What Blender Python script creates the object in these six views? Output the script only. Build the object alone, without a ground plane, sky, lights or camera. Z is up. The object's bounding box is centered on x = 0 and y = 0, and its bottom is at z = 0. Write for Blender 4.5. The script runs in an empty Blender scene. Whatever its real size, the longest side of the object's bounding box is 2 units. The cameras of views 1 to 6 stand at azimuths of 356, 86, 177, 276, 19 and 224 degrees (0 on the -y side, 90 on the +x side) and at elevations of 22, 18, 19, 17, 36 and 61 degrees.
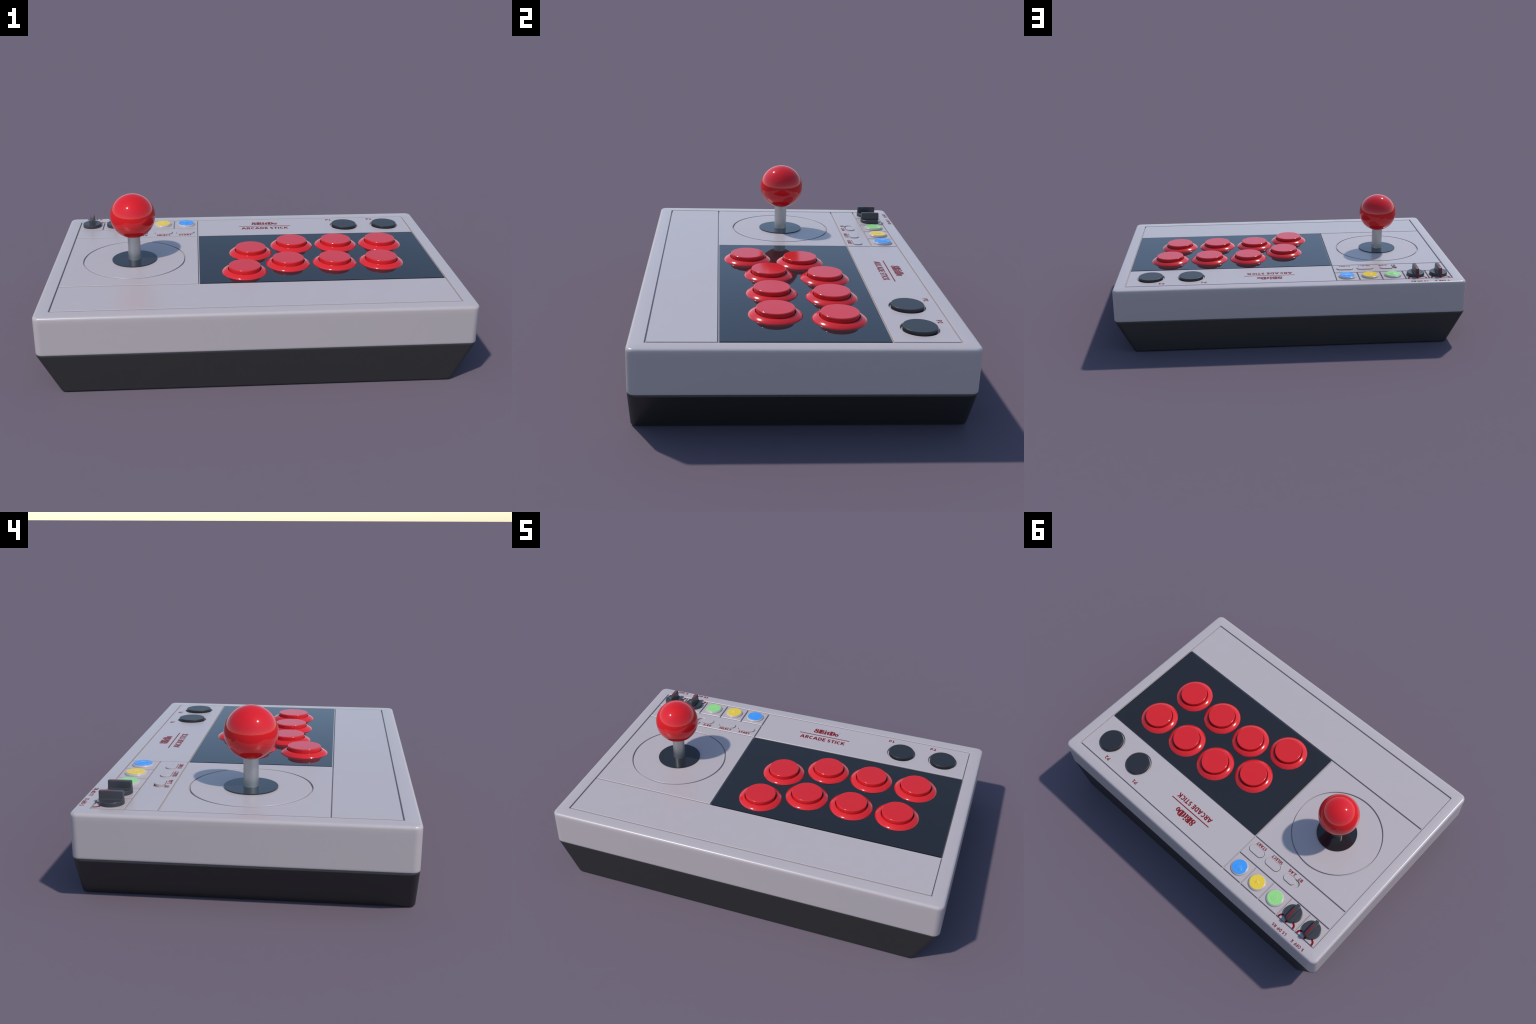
"""Arcade stick controller: grey housing on a dark tapered case, ball-top joystick,
eight red push buttons on a glossy dark panel, two flat player buttons, three icon
buttons, two rotary knobs, two oval buttons, a slide switch and printed lettering."""
import bpy
from math import pi, sin, cos, radians, hypot
from mathutils import Vector, Matrix
from mathutils.geometry import tessellate_polygon

# --------------------------------------------------------------------------
# main sizes (metres)
# --------------------------------------------------------------------------
TOP = 0.370                     # level of the top face
HX, HY = 1.000, 0.6662          # half extents of the housing
GROOVE = 0.0074                 # width of the panel gaps
FLOOR = TOP - 0.0085            # bottom of the gaps
SEAM_X = 0.933                  # gap rectangle around all panels
SEAM_Y = 0.5975
SPLIT_X = -0.2670               # gap between stick side and button side
SPLIT_FRONT = -0.3262
SPLIT_BACK = 0.3338
SPLIT_ROW = 0.4645
CELLS = (-SEAM_X, -0.8000, -0.6665, -0.5335, -0.4005, SPLIT_X)

# --------------------------------------------------------------------------
# materials
# --------------------------------------------------------------------------
def material(name, colour, rough=0.4, metallic=0.0, spec=0.5, coat=0.0, coat_rough=0.03,
             grain=0.0, grain_scale=60.0, rough_var=0.0):
    m = bpy.data.materials.new(name)
    m.use_nodes = True
    nt = m.node_tree
    b = nt.nodes["Principled BSDF"]
    b.inputs["Base Color"].default_value = (*colour, 1)
    b.inputs["Roughness"].default_value = rough
    b.inputs["Metallic"].default_value = metallic
    b.inputs["Specular IOR Level"].default_value = spec
    b.inputs["Coat Weight"].default_value = coat
    b.inputs["Coat Roughness"].default_value = coat_rough
    if grain or rough_var:
        tc = nt.nodes.new("ShaderNodeTexCoord")
        nz = nt.nodes.new("ShaderNodeTexNoise")
        nz.inputs["Scale"].default_value = grain_scale
        nz.inputs["Detail"].default_value = 3
        nt.links.new(tc.outputs["Object"], nz.inputs["Vector"])
        if grain:
            mx = nt.nodes.new("ShaderNodeMix")
            mx.data_type = 'RGBA'
            mx.inputs["A"].default_value = (*[c * (1 - grain) for c in colour], 1)
            mx.inputs["B"].default_value = (*[min(1, c * (1 + grain)) for c in colour], 1)
            nt.links.new(nz.outputs["Fac"], mx.inputs["Factor"])
            nt.links.new(mx.outputs["Result"], b.inputs["Base Color"])
        if rough_var:
            mr = nt.nodes.new("ShaderNodeMapRange")
            mr.inputs["To Min"].default_value = rough - rough_var
            mr.inputs["To Max"].default_value = rough + rough_var
            nt.links.new(nz.outputs["Fac"], mr.inputs["Value"])
            nt.links.new(mr.outputs["Result"], b.inputs["Roughness"])
    return m

GREY = material("grey_plastic", (0.437, 0.381, 0.380), 0.30, grain=0.010, grain_scale=18, rough_var=0.015)
CASE = material("charcoal_plastic", (0.022, 0.021, 0.021), 0.42, grain=0.04, grain_scale=120)
PANEL = material("glossy_dark_panel", (0.0160, 0.0165, 0.0195), 0.03)
RED = material("red_plastic", (0.61, 0.016, 0.019), 0.13)
BALL = material("glossy_red", (0.62, 0.010, 0.013), 0.07)
DARK = material("dark_cap_plastic", (0.0165, 0.0175, 0.0215), 0.38)
KNOB = material("dark_knob_plastic", (0.036, 0.0365, 0.043), 0.33)
STEEL = material("brushed_steel", (0.50, 0.50, 0.50), 0.42, metallic=1.0)
PRINT = material("dark_red_print", (0.190, 0.0050, 0.0085), 0.40, spec=0.3)
MARK = material("knob_mark_red", (0.205, 0.0020, 0.0035), 0.40, spec=0.2)
STRIPE = material("pointer_red", (0.165, 0.006, 0.010), 0.35)
BLUE = material("blue_plastic", (0.052, 0.285, 0.715), 0.25)
YELLOW = material("yellow_plastic", (0.74, 0.52, 0.045), 0.25)
GREEN = material("green_plastic", (0.285, 0.615, 0.200), 0.25)

# --------------------------------------------------------------------------
# mesh helpers
# --------------------------------------------------------------------------
ROOT = bpy.data.objects.new("arcade_controller", None)
bpy.context.scene.collection.objects.link(ROOT)
ROOT["label"] = "grey arcade stick with red ball joystick and red buttons"
ROOT["category"] = "game controller"

def add(name, mesh, mat, parent=None, smooth_angle=32, weighted=False, loc=None):
    ob = bpy.data.objects.new(name, mesh)
    bpy.context.scene.collection.objects.link(ob)
    if mat and not mesh.materials:
        mesh.materials.append(mat)
    if smooth_angle:
        mesh.polygons.foreach_set("use_smooth", [True] * len(mesh.polygons))
        mesh.set_sharp_from_angle(angle=radians(smooth_angle))
    ob.parent = parent or ROOT
    if loc:
        ob.location = loc
    if weighted:
        w = ob.modifiers.new("even_normals", 'WEIGHTED_NORMAL')
        w.keep_sharp = True
        w.weight = 90
    return ob

def mesh_from(name, verts, faces):
    me = bpy.data.meshes.new(name)
    me.from_pydata([tuple(v) for v in verts], [], faces)
    me.validate()
    me.update()
    return me

def rounded_rect(hx, hy, r, n=8, cx=0.0, cy=0.0):
    pts = []
    for qx, qy, a0 in ((1, 1, 0), (-1, 1, 90), (-1, -1, 180), (1, -1, 270)):
        for i in range(n + 1):
            a = radians(a0 + 90 * i / n)
            pts.append((cx + qx * (hx - r) + r * cos(a), cy + qy * (hy - r) + r * sin(a)))
    return pts

def loft(rings, cap_first=True, cap_last=True):
    """rings: lists of 3D points with equal counts, ordered counter-clockwise seen from +z."""
    verts, faces = [], []
    n = len(rings[0])
    for r in rings:
        verts += r
    for k in range(len(rings) - 1):
        for i in range(n):
            j = (i + 1) % n
            faces.append((k * n + i, k * n + j, (k + 1) * n + j, (k + 1) * n + i))
    if cap_first:
        faces.append(tuple(reversed(range(n))))
    if cap_last:
        faces.append(tuple(range((len(rings) - 1) * n, len(rings) * n)))
    return verts, faces

def lathe(name, profile, seg=64, close_top=True, close_bottom=True):
    """profile: (radius, z) from bottom to top, outside."""
    rings = [[(r * cos(2 * pi * i / seg), r * sin(2 * pi * i / seg), z) for i in range(seg)]
             for r, z in profile]
    v, f = loft(rings, close_bottom, close_top)
    return mesh_from(name, v, f)

def fillet(cx, cz, r, a0, a1, n=5):
    return [(cx + r * cos(radians(a0 + (a1 - a0) * i / n)),
             cz + r * sin(radians(a0 + (a1 - a0) * i / n))) for i in range(n + 1)]

def area2(p):
    return sum(p[i][0] * p[(i + 1) % len(p)][1] - p[(i + 1) % len(p)][0] * p[i][1] for i in range(len(p)))

def inset_loop(p, d):
    """shift a loop to its left by d (mitred)."""
    out = []
    n = len(p)
    for i in range(n):
        a, b, c = Vector(p[i - 1][:2]), Vector(p[i][:2]), Vector(p[(i + 1) % n][:2])
        e1, e2 = (b - a).normalized(), (c - b).normalized()
        n1, n2 = Vector((-e1.y, e1.x)), Vector((-e2.y, e2.x))
        m = n1 + n2
        m = m / max(m.dot(n1), 0.25)
        out.append((b.x + m.x * d, b.y + m.y * d))
    return out

def plate_data(outer, holes=(), z0=0.0, z1=1.0, bevel=0.0012, steps=1):
    outer = list(outer) if area2(outer) > 0 else list(reversed(outer))
    holes = [list(h) if area2(h) < 0 else list(reversed(h)) for h in holes]
    verts, faces, top_loops, bot_loops = [], [], [], []
    for lp in [outer] + holes:
        n = len(lp)
        levels = [(lp, z0)]
        if bevel > 0:
            for s in range(steps + 1):
                a = pi / 2 * s / steps
                levels.append((inset_loop(lp, bevel * (1 - cos(a))), z1 - bevel + bevel * sin(a)))
        else:
            levels.append((lp, z1))
        base = len(verts)
        for l, z in levels:
            verts += [(x, y, z) for x, y in l]
        for k in range(len(levels) - 1):
            for i in range(n):
                j = (i + 1) % n
                faces.append((base + k * n + i, base + k * n + j,
                              base + (k + 1) * n + j, base + (k + 1) * n + i))
        bot_loops.append(list(range(base, base + n)))
        top_loops.append(list(range(base + (len(levels) - 1) * n, base + len(levels) * n)))
    for loops, up in ((top_loops, True), (bot_loops, False)):
        ids = [i for l in loops for i in l]
        tris = tessellate_polygon([[Vector((verts[i][0], verts[i][1], 0)) for i in l] for l in loops])
        for t in tris:
            f = [ids[i] for i in t]
            a, b, c = (verts[i] for i in f)
            ccw = (b[0] - a[0]) * (c[1] - a[1]) - (b[1] - a[1]) * (c[0] - a[0]) > 0
            faces.append(tuple(f if ccw == up else reversed(f)))
    return verts, faces

def merge(*parts):
    V, F = [], []
    for v, f in parts:
        o = len(V)
        V += list(v)
        F += [tuple(i + o for i in q) for q in f]
    return V, F

def plate(name, outer, holes=(), z0=FLOOR - 0.002, z1=TOP, bevel=0.0012, mat=None, parent=None, steps=1):
    v, f = plate_data(outer, holes, z0, z1, bevel, steps)
    return add(name, mesh_from(name, v, f), mat or GREY, parent, smooth_angle=40, weighted=steps > 1)

def rect(x0, x1, y0, y1):
    return [(x0, y0), (x1, y0), (x1, y1), (x0, y1)]

def circle(cx, cy, r, n=96):
    return [(cx + r * cos(2 * pi * i / n), cy + r * sin(2 * pi * i / n)) for i in range(n)]

def stadium(cx, cy, w, h, n=14):
    return rounded_rect(w / 2, h / 2, h / 2 - 1e-5, n, cx, cy)

G = GROOVE / 2

# --------------------------------------------------------------------------
# housing: rounded box with a shallow tray in its top
# --------------------------------------------------------------------------
R_TOP = 0.0135                  # rounding of the upper rim
R_LOW = 0.0060                  # small rounding of the lower rim
CORNER = 0.034                  # plan radius of the vertical corners
SHELL_Z0 = 0.1835

def ring3(hx, hy, r, z, n=7):
    return [(x, y, z) for x, y in rounded_rect(hx, hy, max(r, 0.0004), n)]

def arc_steps(n):
    return [pi / 2 * i / n for i in range(n + 1)]

rings = []
for a in arc_steps(3):          # lower rim
    ins = R_LOW * (1 - sin(a))
    rings.append(ring3(HX - ins, HY - ins, CORNER - ins, SHELL_Z0 + R_LOW * (1 - cos(a))))
for z in (SHELL_Z0 + R_LOW + 0.006, TOP - R_TOP - 0.016):      # keep the flanks flat
    rings.append(ring3(HX, HY, CORNER, z))
for a in arc_steps(4):          # upper rim
    ins = R_TOP * (1 - cos(a))
    rings.append(ring3(HX - ins, HY - ins, CORNER - ins, TOP - R_TOP + R_TOP * sin(a)))
tx, ty = SEAM_X + G, SEAM_Y + G
rings.append(ring3(tx + 0.0010, ty + 0.0010, 0.0010, TOP))
rings.append(ring3(tx, ty, 0.0005, TOP - 0.0010))
rings.append(ring3(tx, ty, 0.0005, FLOOR))
v, f = loft(rings)
add("housing", mesh_from("housing", v, f), GREY, smooth_angle=35)

# --------------------------------------------------------------------------
# dark lower case: ends slope inwards, front and back stay upright
# --------------------------------------------------------------------------
CASE_TOP = 0.1875
BY = HY - 0.0012
def case_hx(z):
    return 0.8990 + 0.565 * z
rings = []
RB = 0.0085
for a in arc_steps(5):          # rounded foot
    ins, z = RB * (1 - sin(a)), RB * (1 - cos(a))
    rings.append(ring3(case_hx(RB) - ins - (RB - z) * 0.25, BY - ins, CORNER - 0.008 - ins, z))
RC = 0.0110
for a in arc_steps(4):          # eased shoulder under the housing
    ins, z = RC * 0.6 * (1 - cos(a)), CASE_TOP - RC + RC * sin(a)
    hx = min(case_hx(CASE_TOP - RC) + (z - CASE_TOP + RC) * 0.40, HX - 0.0015)
    rings.append(ring3(hx - ins, BY - ins, CORNER - ins, z))
v, f = loft(rings)
add("lower_case", mesh_from("lower_case", v, f), CASE, smooth_angle=35, weighted=True)

# --------------------------------------------------------------------------
# top panels
# --------------------------------------------------------------------------
STICK = (-0.5930, 0.0105)
RING_R = 0.2565
PLAYER = ((0.5675, 0.4655), (0.7995, 0.4655))
PLAYER_HOLE = 0.0780
OVAL = ((-0.3372, 0.3965), (-0.4575, 0.3965))
OVAL_SIZE = (0.0965, 0.0455)
SWITCH_POCKET = (-0.5975, 0.3965)
SWITCH_SIZE = (0.1010, 0.0455)

plate("palm_panel", rect(-SEAM_X + G, SEAM_X - G, -SEAM_Y + G, SPLIT_FRONT - G))
plate("stick_panel", rect(-SEAM_X + G, SPLIT_X - G, SPLIT_FRONT + G, SPLIT_BACK - G),
      [circle(*STICK, RING_R + G, 128)])
plate("stick_plate", circle(*STICK, RING_R - G, 128))
plate("logo_panel", rect(SPLIT_X + G, SEAM_X - G, SPLIT_BACK + G, SEAM_Y - G),
      [circle(x, y, PLAYER_HOLE, 72) for x, y in PLAYER], bevel=0.0014)
plate("control_panel", rect(-SEAM_X + G, SPLIT_X - G, SPLIT_BACK + G, SPLIT_ROW - G),
      [stadium(x, y, OVAL_SIZE[0] + 0.0036, OVAL_SIZE[1] + 0.0036) for x, y in OVAL] +
      [stadium(*SWITCH_POCKET, SWITCH_SIZE[0] + 0.002, SWITCH_SIZE[1] + 0.003)])
for x0, x1 in zip(CELLS[:-1], CELLS[1:]):
    plate("cell_panel", rect(x0 + G, x1 - G, SPLIT_ROW + G, SEAM_Y - G))

DARK_TOP = TOP + 0.0003
plate("dark_button_panel", rect(SPLIT_X + G, SEAM_X - G, SPLIT_FRONT + G, SPLIT_BACK - G),
      z1=DARK_TOP, bevel=0.0006, mat=PANEL)

# --------------------------------------------------------------------------
# joystick
# --------------------------------------------------------------------------
sx, sy = STICK
WASHER_TOP = TOP + 0.0045
add("dust_washer", lathe("dust_washer", [(0.1145, TOP - 0.001), (0.1145, WASHER_TOP - 0.0008), (0.1137, WASHER_TOP)], 96),
    PANEL, loc=(sx, sy, 0))
shaft = add("joystick", lathe("joystick", [(0.0325, TOP), (0.0320, TOP + 0.02), (0.0315, 0.53)], 48), STEEL, loc=(sx, sy, 0))
BALL_R, BALL_Z = 0.1130, 0.6044
prof = [(max(BALL_R * sin(pi * i / 48), 0.0004), BALL_Z - BALL_R * cos(pi * i / 48)) for i in range(49)]
add("ball_top", lathe("ball_top", prof, 96), BALL, parent=shaft)

# --------------------------------------------------------------------------
# eight red push buttons (rim + plunger, shared meshes)
# --------------------------------------------------------------------------
Z0 = DARK_TOP
# flared skirt: a cone whose outer and inner edges are softened by shared normals
rim_profile = [(0.1122, Z0 - 0.004), (0.1124, Z0 + 0.0008), (0.1075, Z0 + 0.0051), (0.1005, Z0 + 0.0099), (0.0925, Z0 + 0.0139),
               (0.0872, Z0 + 0.0157), (0.0846, Z0 + 0.0163), (0.0834, Z0 + 0.0157), (0.0828, Z0 + 0.0010)]
rim_mesh = lathe("push_button", rim_profile, 32)
cap_profile = [(0.0790, Z0 + 0.0008), (0.0792, 0.4004)] + fillet(0.0752, 0.4007, 0.0040, 8, 90, 4)
cap_mesh = lathe("plunger", cap_profile, 64)
BUTTONS = ((-0.0410, -0.1870), (0.1850, -0.0965), (0.4235, -0.0960), (0.6630, -0.0955),
           (0.0050, 0.0640), (0.2300, 0.1575), (0.4685, 0.1590), (0.7080, 0.1600))
for bx, by in BUTTONS:
    rim = add("push_button", rim_mesh, RED, smooth_angle=66, loc=(bx, by, 0))
    add("plunger", cap_mesh, RED, parent=rim, smooth_angle=40, weighted=True)

# --------------------------------------------------------------------------
# flat player buttons in their wells
# --------------------------------------------------------------------------
pb = lathe("player_button", [(0.0692, FLOOR - 0.001), (0.0692, 0.3800)] + fillet(0.0668, 0.3801, 0.0024, 8, 90, 4), 72)
for x, y in PLAYER:
    add("player_button", pb, DARK, smooth_angle=40, weighted=True, loc=(x, y, 0))

# --------------------------------------------------------------------------
# icon buttons
# --------------------------------------------------------------------------
def icon_heart(s):
    pts = []
    for i in range(40):
        t = 2 * pi * i / 40
        pts.append((s * 16 * sin(t) ** 3 / 16,
                    s * (13 * cos(t) - 5 * cos(2 * t) - 2 * cos(3 * t) - cos(4 * t) + 2.5) / 16))
    return pts

def star_data(s, z0, z1):
    verts, faces = [], []
    n = 10
    for i in range(n):
        r = s if i % 2 == 0 else s * 0.45
        a = pi / 2 + 2 * pi * i / n
        verts.append((r * cos(a), r * sin(a), z0))
    verts.append((0, 0, z1))
    for i in range(n):
        faces.append((i, (i + 1) % n, n))
    return verts, faces

def arc_band(cx, cy, r, w, a0, a1, n=16):
    pts = [(cx + (r + w / 2) * cos(radians(a0 + (a1 - a0) * i / n)),
            cy + (r + w / 2) * sin(radians(a0 + (a1 - a0) * i / n))) for i in range(n + 1)]
    pts += [(cx + (r - w / 2) * cos(radians(a1 + (a0 - a1) * i / n)),
             cy + (r - w / 2) * sin(radians(a1 + (a0 - a1) * i / n))) for i in range(n + 1)]
    return pts

ICON_TOP = 0.3815
collar = lathe("icon_button", [(0.0502, TOP - 0.002)] +
               [(0.0436 + 0.0066 * cos(pi / 2 * i / 7), TOP + 0.0090 * sin(pi / 2 * i / 7)) for i in range(8)], 64)
disc = lathe("icon_cap", [(0.0432, TOP + 0.002), (0.0432, ICON_TOP - 0.0016)] + fillet(0.0412, ICON_TOP - 0.0018, 0.0018, 8, 90, 4), 64)
IC_Y = (SPLIT_ROW + SEAM_Y) / 2
e0, e1 = ICON_TOP - 0.0008, ICON_TOP + 0.0012
heart = plate_data(icon_heart(0.0240), (), e0, e1, 0.0022, 2)
star = star_data(0.0270, ICON_TOP - 0.0004, ICON_TOP + 0.0031)
waves = merge(plate_data(circle(0, -0.0135, 0.0052, 24), (), e0, e1, 0.0022, 2),
              plate_data(arc_band(0, -0.0135, 0.0165, 0.0062, 35, 145), (), e0, e1, 0.0020, 2),
              plate_data(arc_band(0, -0.0135, 0.0290, 0.0062, 38, 142), (), e0, e1, 0.0020, 2))
for k, (nm, icon, mat) in enumerate((("wave_icon", waves, GREEN), ("star_icon", star, YELLOW), ("heart_icon", heart, BLUE))):
    x = (CELLS[k + 2] + CELLS[k + 3]) / 2
    base = add("icon_button", collar, GREY, smooth_angle=50, loc=(x, IC_Y, 0))
    dm = disc.copy()
    add("icon_cap", dm, mat, parent=base, smooth_angle=40, weighted=True)
    add(nm, mesh_from(nm, *icon), mat, parent=base, smooth_angle=0 if nm == "star_icon" else 35)

# --------------------------------------------------------------------------
# oval buttons and slide switch
# --------------------------------------------------------------------------
for x, y in OVAL:
    plate("oval_button", stadium(x, y, *OVAL_SIZE), z0=FLOOR - 0.001, z1=TOP + 0.0045, bevel=0.0012, steps=3)
plate("slide_switch", stadium(-0.5842, 0.3965, 0.0745, 0.0435), z0=FLOOR - 0.001, z1=TOP + 0.0045, bevel=0.0012, steps=3)

# --------------------------------------------------------------------------
# rotary knobs with grip bar and red pointer stripe, printed dial marks
# --------------------------------------------------------------------------
KNOB_TOP, BAR_TOP = 0.3880, 0.4230
knob_disc = lathe("rotary_knob", [(0.0508, TOP - 0.001), (0.0505, KNOB_TOP - 0.003)] +
                  fillet(0.0472, KNOB_TOP - 0.003, 0.0030, 0, 90, 4), 64)
def grip_bar():
    # rounded bar: lofted rounded rectangles, slightly wider at its foot
    rr = []
    for z, hx, hy, r in ((KNOB_TOP - 0.004, 0.0145, 0.0492, 0.004), (KNOB_TOP + 0.0005, 0.0136, 0.0494, 0.004),
                         (KNOB_TOP + 0.0025, 0.0120, 0.0494, 0.004), (KNOB_TOP + 0.006, 0.0112, 0.0494, 0.004),
                         (BAR_TOP - 0.003, 0.0100, 0.0488, 0.004), (BAR_TOP - 0.0012, 0.0096, 0.0482, 0.0036),
                         (BAR_TOP, 0.0084, 0.0468, 0.0026)):
        rr.append([(x, y, z) for x, y in rounded_rect(hx, hy, r, 5)])
    return mesh_from("grip_bar", *loft(rr))
bar_mesh = grip_bar()
def stripe():
    w = 0.0056
    path = [(-0.0130, BAR_TOP + 0.0005), (0.0462, BAR_TOP + 0.0005), (0.0485, BAR_TOP - 0.0008),
            (0.0494, BAR_TOP - 0.0028), (0.0500, KNOB_TOP + 0.006), (0.0503, KNOB_TOP), (0.0510, TOP + 0.001)]
    inner = [(-0.0130, BAR_TOP - 0.001), (0.0455, BAR_TOP - 0.001), (0.0470, BAR_TOP - 0.0020),
             (0.0480, BAR_TOP - 0.0038), (0.0485, KNOB_TOP + 0.006), (0.0485, KNOB_TOP), (0.0490, TOP + 0.001)]
    loop = path + inner[::-1]
    n = len(loop)
    V = [(-w, y, z) for y, z in loop] + [(w, y, z) for y, z in loop]
    F = [(i, (i + 1) % n, n + (i + 1) % n, n + i) for i in range(n)]
    m = len(path)
    for i in range(m - 1):
        a, b, c, d = i, i + 1, n - 2 - i, n - 1 - i
        F.append((a, d, c, b))
        F.append((n + a, n + b, n + c, n + d))
    me = mesh_from("pointer_stripe", V, F)
    return me
stripe_mesh = stripe()
import bmesh
bm = bmesh.new(); bm.from_mesh(stripe_mesh)
bmesh.ops.recalc_face_normals(bm, faces=bm.faces); bm.to_mesh(stripe_mesh); bm.free()

MZ = TOP + 0.0005
def band(path, w):
    left, right = [], []
    for i, p in enumerate(path):
        a = Vector(path[max(i - 1, 0)]); b = Vector(path[min(i + 1, len(path) - 1)])
        t = (b - a).normalized(); nn = Vector((-t.y, t.x)) * (w / 2)
        left.append((p[0] + nn.x, p[1] + nn.y)); right.append((p[0] - nn.x, p[1] - nn.y))
    return left + right[::-1]
LIM = SEAM_Y - G - IC_Y - 0.0004
def dial_marks():
    parts = []
    for s in (1, -1):
        parts.append(plate_data(band([(s * 0.026, 0.030), (s * 0.036, 0.0375), (s * 0.0440, 0.0425), (s * 0.0490, 0.0480), (s * 0.0507, 0.0550), (s * 0.0507, LIM)], 0.0108),
                                (), TOP - 0.0008, MZ, 0))
    parts.append(plate_data(rect(-0.0055, 0.0055, 0.040, LIM), (), TOP - 0.0008, MZ + 0.0002, 0))
    return mesh_from("dial_marks", *merge(*parts))
marks_mesh = dial_marks()
for k in (0, 1):
    x = (CELLS[k] + CELLS[k + 1]) / 2 + 0.0008
    kn = add("rotary_knob", knob_disc, KNOB, smooth_angle=40, weighted=True, loc=(x, IC_Y, 0))
    add("grip_bar", bar_mesh, KNOB, parent=kn, smooth_angle=35)
    add("pointer_stripe", stripe_mesh, STRIPE, parent=kn, smooth_angle=30)
    add("dial_marks", marks_mesh, MARK, smooth_angle=0, loc=(x, IC_Y, 0))

# --------------------------------------------------------------------------
# printed lettering
# --------------------------------------------------------------------------
# each letter is drawn with a broad pen: (relative width, strokes). A stroke is a
# path in the letter's box; "+" lengthens its ends by half the pen, "-" does not.
def arc(cx, cy, rx, ry, a0, a1, n=14):
    return [(cx + rx * cos(radians(a0 + (a1 - a0) * i / n)), cy + ry * sin(radians(a0 + (a1 - a0) * i / n))) for i in range(n + 1)]
LO, HI = -0.11, 1.11
BOWL = lambda y0, y1, x1: [(0, y1), (x1 - 0.5, y1)] + arc(x1 - 0.5, (y0 + y1) / 2, 0.5, (y1 - y0) / 2, 90, -90) + [(0, y0)]
STEM = ("+", [(0, 0), (0, 1)])
S_PATH = arc(0.52, 0.75, 0.48, 0.25, 30, 250, 16)[:-1] + [(0.5, 0.5)] + arc(0.48, 0.25, 0.50, 0.25, 70, -150, 16)[1:]
LETTERS = {
    "A": (0.84, [("-", [(-0.06, LO), (0.47, HI)]), ("-", [(0.53, HI), (1.06, LO)]), ("-", [(0.2, 0.24), (0.8, 0.24)])]),
    "B": (0.66, [STEM, ("-", BOWL(0.53, 1, 0.92)), ("-", BOWL(0, 0.53, 1.0))]),
    "C": (0.68, [("-", arc(0.62, 0.5, 0.62, 0.5, 52, 308, 22))]),
    "D": (0.74, [STEM, ("-", [(0, 1), (0.35, 1)] + arc(0.35, 0.5, 0.65, 0.5, 90, -90, 20) + [(0, 0)])]),
    "E": (0.56, [STEM, ("+", [(0, 1), (0.95, 1)]), ("+", [(0, 0.52), (0.85, 0.52)]), ("+", [(0, 0), (0.97, 0)])]),
    "F": (0.54, [STEM, ("+", [(0, 1), (0.97, 1)]), ("+", [(0, 0.5), (0.85, 0.5)])]),
    "G": (0.74, [("-", arc(0.6, 0.5, 0.6, 0.5, 52, 325, 22)), ("+", [(0.97, 0.10), (0.97, 0.42)]), ("+", [(0.7, 0.45), (0.97, 0.45)])]),
    "I": (0.20, [("+", [(0.5, 0), (0.5, 1)])]),
    "K": (0.72, [STEM, ("-", [(0.10, 0.48), (1.0, HI)]), ("-", [(0.28, 0.62), (1.06, LO)])]),
    "L": (0.52, [STEM, ("+", [(0, 0), (0.97, 0)])]),
    "O": (0.86, [("-", arc(0.5, 0.5, 0.5, 0.5, 0, 360, 32))]),
    "P": (0.62, [STEM, ("-", BOWL(0.42, 1, 1.0))]),
    "R": (0.68, [STEM, ("-", BOWL(0.45, 1, 0.95)), ("-", [(0.45, 0.45), (1.04, LO)])]),
    "S": (0.58, [("-", S_PATH)]),
    "T": (0.64, [("+", [(0, 1), (1, 1)]), ("+", [(0.5, 0), (0.5, 1)])]),
    "X": (0.74, [("-", [(-0.02, LO), (1.02, HI)]), ("-", [(-0.02, HI), (1.02, LO)])]),
    "1": (0.46, [("+", [(0.55, 0), (0.55, 1)]), ("-", [(-0.05, 0.78), (0.55, 1.0)]), ("+", [(0, 0), (1, 0)])]),
    "2": (0.60, [("-", arc(0.47, 0.70, 0.47, 0.30, 155, -25, 14) + [(0.55, 0.28), (0.02, 0.0)]), ("+", [(0, 0), (1, 0)])]),
    "4": (0.66, [("+", [(0.72, 0), (0.72, 1)]), ("-", [(0.68, 1.05), (-0.02, 0.24)]), ("+", [(0, 0.22), (1, 0.22)])]),
    ".": (0.20, [("+", [(0.5, 0.0), (0.5, 0.02)])]),
    " ": (0.26, []),
}
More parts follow.
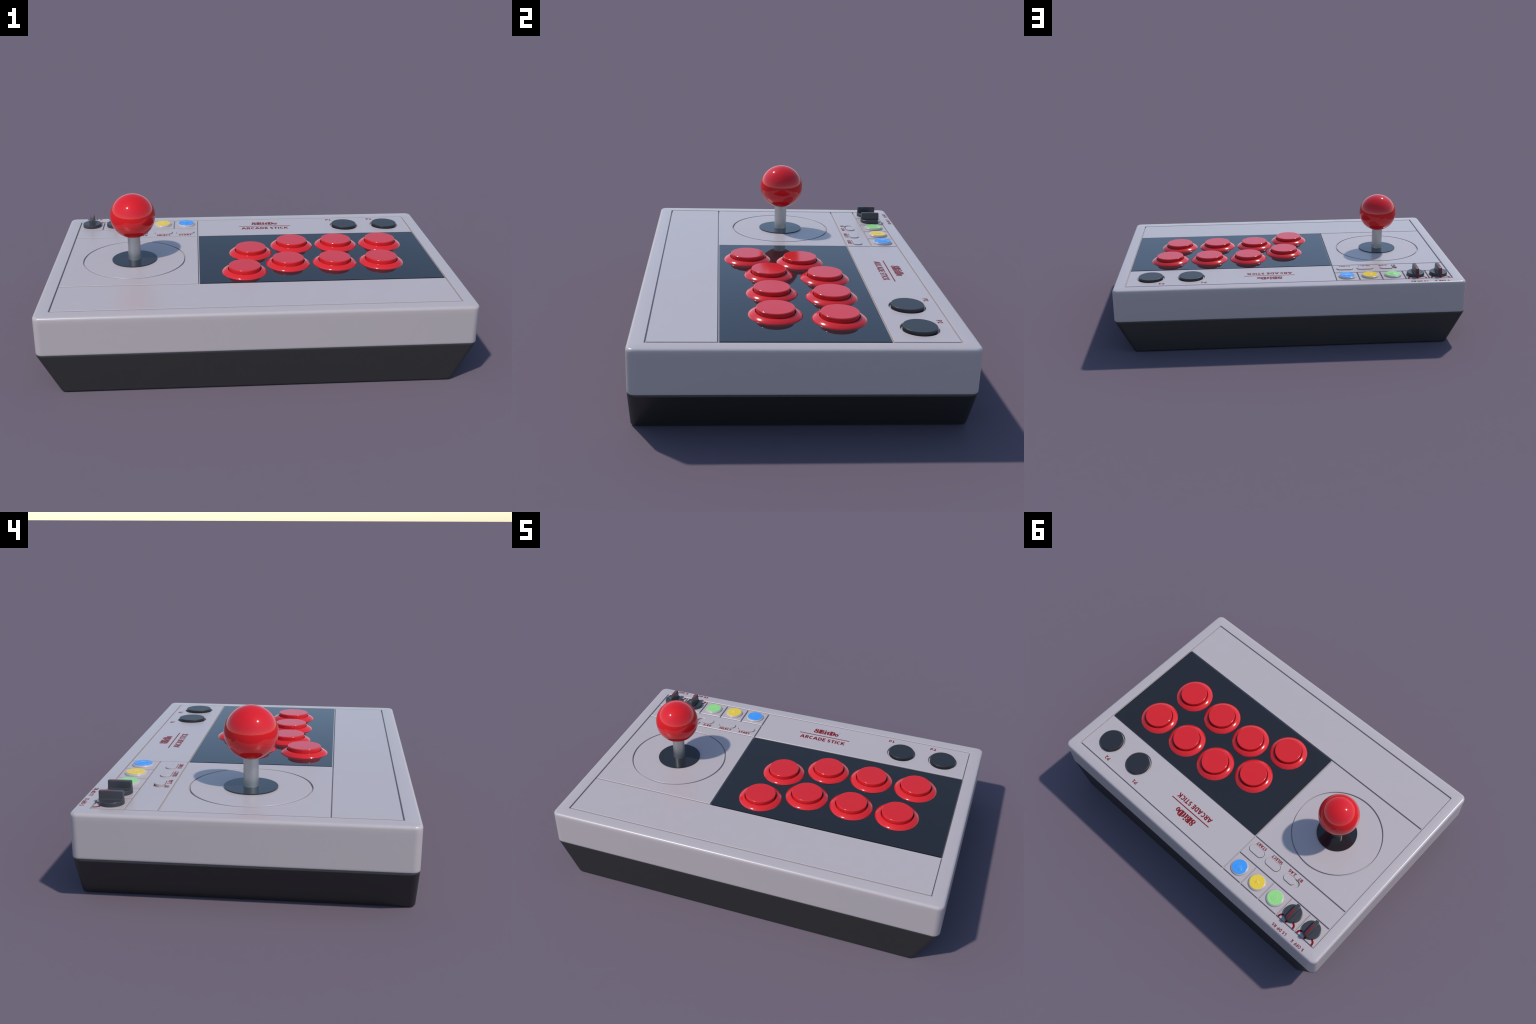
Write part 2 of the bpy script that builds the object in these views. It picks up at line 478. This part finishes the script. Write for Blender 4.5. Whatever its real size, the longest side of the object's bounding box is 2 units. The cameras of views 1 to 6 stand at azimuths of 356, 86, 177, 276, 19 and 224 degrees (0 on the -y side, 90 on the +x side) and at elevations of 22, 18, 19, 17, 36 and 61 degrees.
def text(body, x0, x1, y0, y1, pen=0.19, gap=0.11):
    h = y1 - y0
    w = pen * h
    total = sum(LETTERS[c][0] for c in body) + gap * (len(body) - 1)
    sx_ = (x1 - x0) / total
    parts, x = [], x0
    for c in body:
        gw, strokes = LETTERS[c]
        gx0, gx1 = x + w / 2, x + gw * sx_ - w / 2
        for k, (cap, path) in enumerate(strokes):
            p = [(gx0 + a * (gx1 - gx0), y0 + w / 2 + b * (h - w)) for a, b in path]
            lift = 0.00012 * k
            if cap == "+":
                d = (Vector(p[-1]) - Vector(p[0])).normalized() * (w / 2)
                p = [(p[0][0] - d.x, p[0][1] - d.y), (p[-1][0] + d.x, p[-1][1] + d.y)]
            if len(p) > 20 and abs(p[0][0] - p[-1][0]) + abs(p[0][1] - p[-1][1]) < 1e-7:
                loop = p[:-1]
                parts.append(plate_data(inset_loop(loop, -w / 2), [inset_loop(loop, w / 2)], TOP - 0.0006 - lift, MZ + lift, 0))
            else:
                parts.append(plate_data(band(p, w), (), TOP - 0.0006 - lift, MZ + lift, 0))
        x += (gw + gap) * sx_
    return add("printed_text", mesh_from("printed_text", *merge(*parts)), PRINT, smooth_angle=0)

text("ARCADE", -0.0210, 0.1285, 0.4265, 0.4575, 0.215)
text("STICK", 0.1410, 0.2440, 0.4265, 0.4575, 0.215)
text("START", -0.3735, -0.3045, 0.3478, 0.3662, 0.22)
text("SELECT", -0.4945, -0.4205, 0.3478, 0.3662, 0.22)
text("2.4G", -0.5955, -0.5460, 0.3485, 0.3672, 0.22)
text("BT", -0.6455, -0.6185, 0.3505, 0.3692, 0.22)
text("S OFF X", -0.9060, -0.8205, 0.6335, 0.6515, 0.21)
text("LS DP RS", -0.7815, -0.6850, 0.6335, 0.6510, 0.21)
text("P1", 0.4765, 0.5075, 0.5505, 0.5725, 0.20)
text("P2", 0.7155, 0.7475, 0.5505, 0.5725, 0.20)
plate("printed_line", rect(-0.0345, 0.2615, 0.4738, 0.4794), z0=TOP - 0.0006, z1=MZ, bevel=0, mat=PRINT)

# fat-face maker's word: heavy stems, hairline serifs, narrow counters
def ell(cx, cy, rx, ry, a0=0, a1=360, n=28):
    full = abs(a1 - a0) >= 360
    m = n if full else n + 1
    return [(cx + rx * cos(radians(a0 + (a1 - a0) * i / n)), cy + ry * sin(radians(a0 + (a1 - a0) * i / n))) for i in range(m)]
def fat_word():
    P = []
    def glyph(*loops, lift=0.0):
        P.append((loops[0], list(loops[1:]), lift))
    # 8
    glyph(ell(0.39, 0.27, 0.39, 0.29), ell(0.345, 0.24, 0.105, 0.17))
    glyph(ell(0.39, 0.76, 0.32, 0.25), ell(0.425, 0.785, 0.085, 0.145), lift=0.00015)
    # B
    x = 0.80
    glyph(rect(x, x + 0.42, 0.0, 1.0))
    glyph([(x + 0.42, 0.0)] + ell(x + 0.52, 0.275, 0.30, 0.275, -90, 90) + [(x + 0.42, 0.55)], ell(x + 0.505, 0.27, 0.05, 0.19), lift=0.0001)
    glyph([(x + 0.42, 0.53)] + ell(x + 0.52, 0.765, 0.25, 0.235, -90, 90) + [(x + 0.42, 1.0)], ell(x + 0.505, 0.765, 0.045, 0.16), lift=0.0002)
    # i
    x = 1.62
    glyph(ell(x + 0.20, 0.92, 0.15, 0.13, n=20))
    glyph([(x, 0), (x + 0.42, 0), (x + 0.42, 0.07), (x + 0.36, 0.09), (x + 0.36, 0.70), (x, 0.70), (x, 0.63), (x + 0.06, 0.61), (x + 0.06, 0.09), (x, 0.07)])
    # t
    x = 2.03
    glyph([(x + 0.08, 0.18), (x + 0.14, 0.05), (x + 0.26, -0.01), (x + 0.40, 0.02), (x + 0.48, 0.12), (x + 0.48, 0.2), (x + 0.44, 0.12), (x + 0.38, 0.10),
           (x + 0.37, 0.2), (x + 0.37, 0.62), (x + 0.48, 0.62), (x + 0.48, 0.70), (x + 0.37, 0.70), (x + 0.37, 0.93),
           (x + 0.30, 0.90), (x + 0.20, 0.78), (x + 0.0, 0.70), (x + 0.0, 0.62), (x + 0.08, 0.62)])
    # D
    x = 2.53
    glyph(rect(x, x + 0.40, 0.0, 1.0))
    glyph([(x + 0.40, 0.0)] + ell(x + 0.42, 0.5, 0.44, 0.5, -90, 90) + [(x + 0.40, 1.0)], ell(x + 0.475, 0.5, 0.06, 0.42), lift=0.0001)
    # o
    glyph(ell(3.66, 0.335, 0.30, 0.355), ell(3.66, 0.335, 0.065, 0.27))
    W = 3.96
    x0, x1, y0, y1 = 0.0400, 0.1875, 0.4985, 0.5400
    parts = []
    for outer, holes, lift in P:
        mp = lambda l: [(x0 + a / W * (x1 - x0), y0 + b * (y1 - y0)) for a, b in l]
        parts.append(plate_data(mp(outer), [mp(h) for h in holes], TOP - 0.0006 - lift, MZ + lift, 0))
    return mesh_from("printed_text", *merge(*parts))
add("printed_text", fat_word(), PRINT, smooth_angle=0)
tm = plate("printed_text", rect(0.1885, 0.1925, 0.5350, 0.5368), z0=TOP - 0.0006, z1=MZ, bevel=0, mat=PRINT)
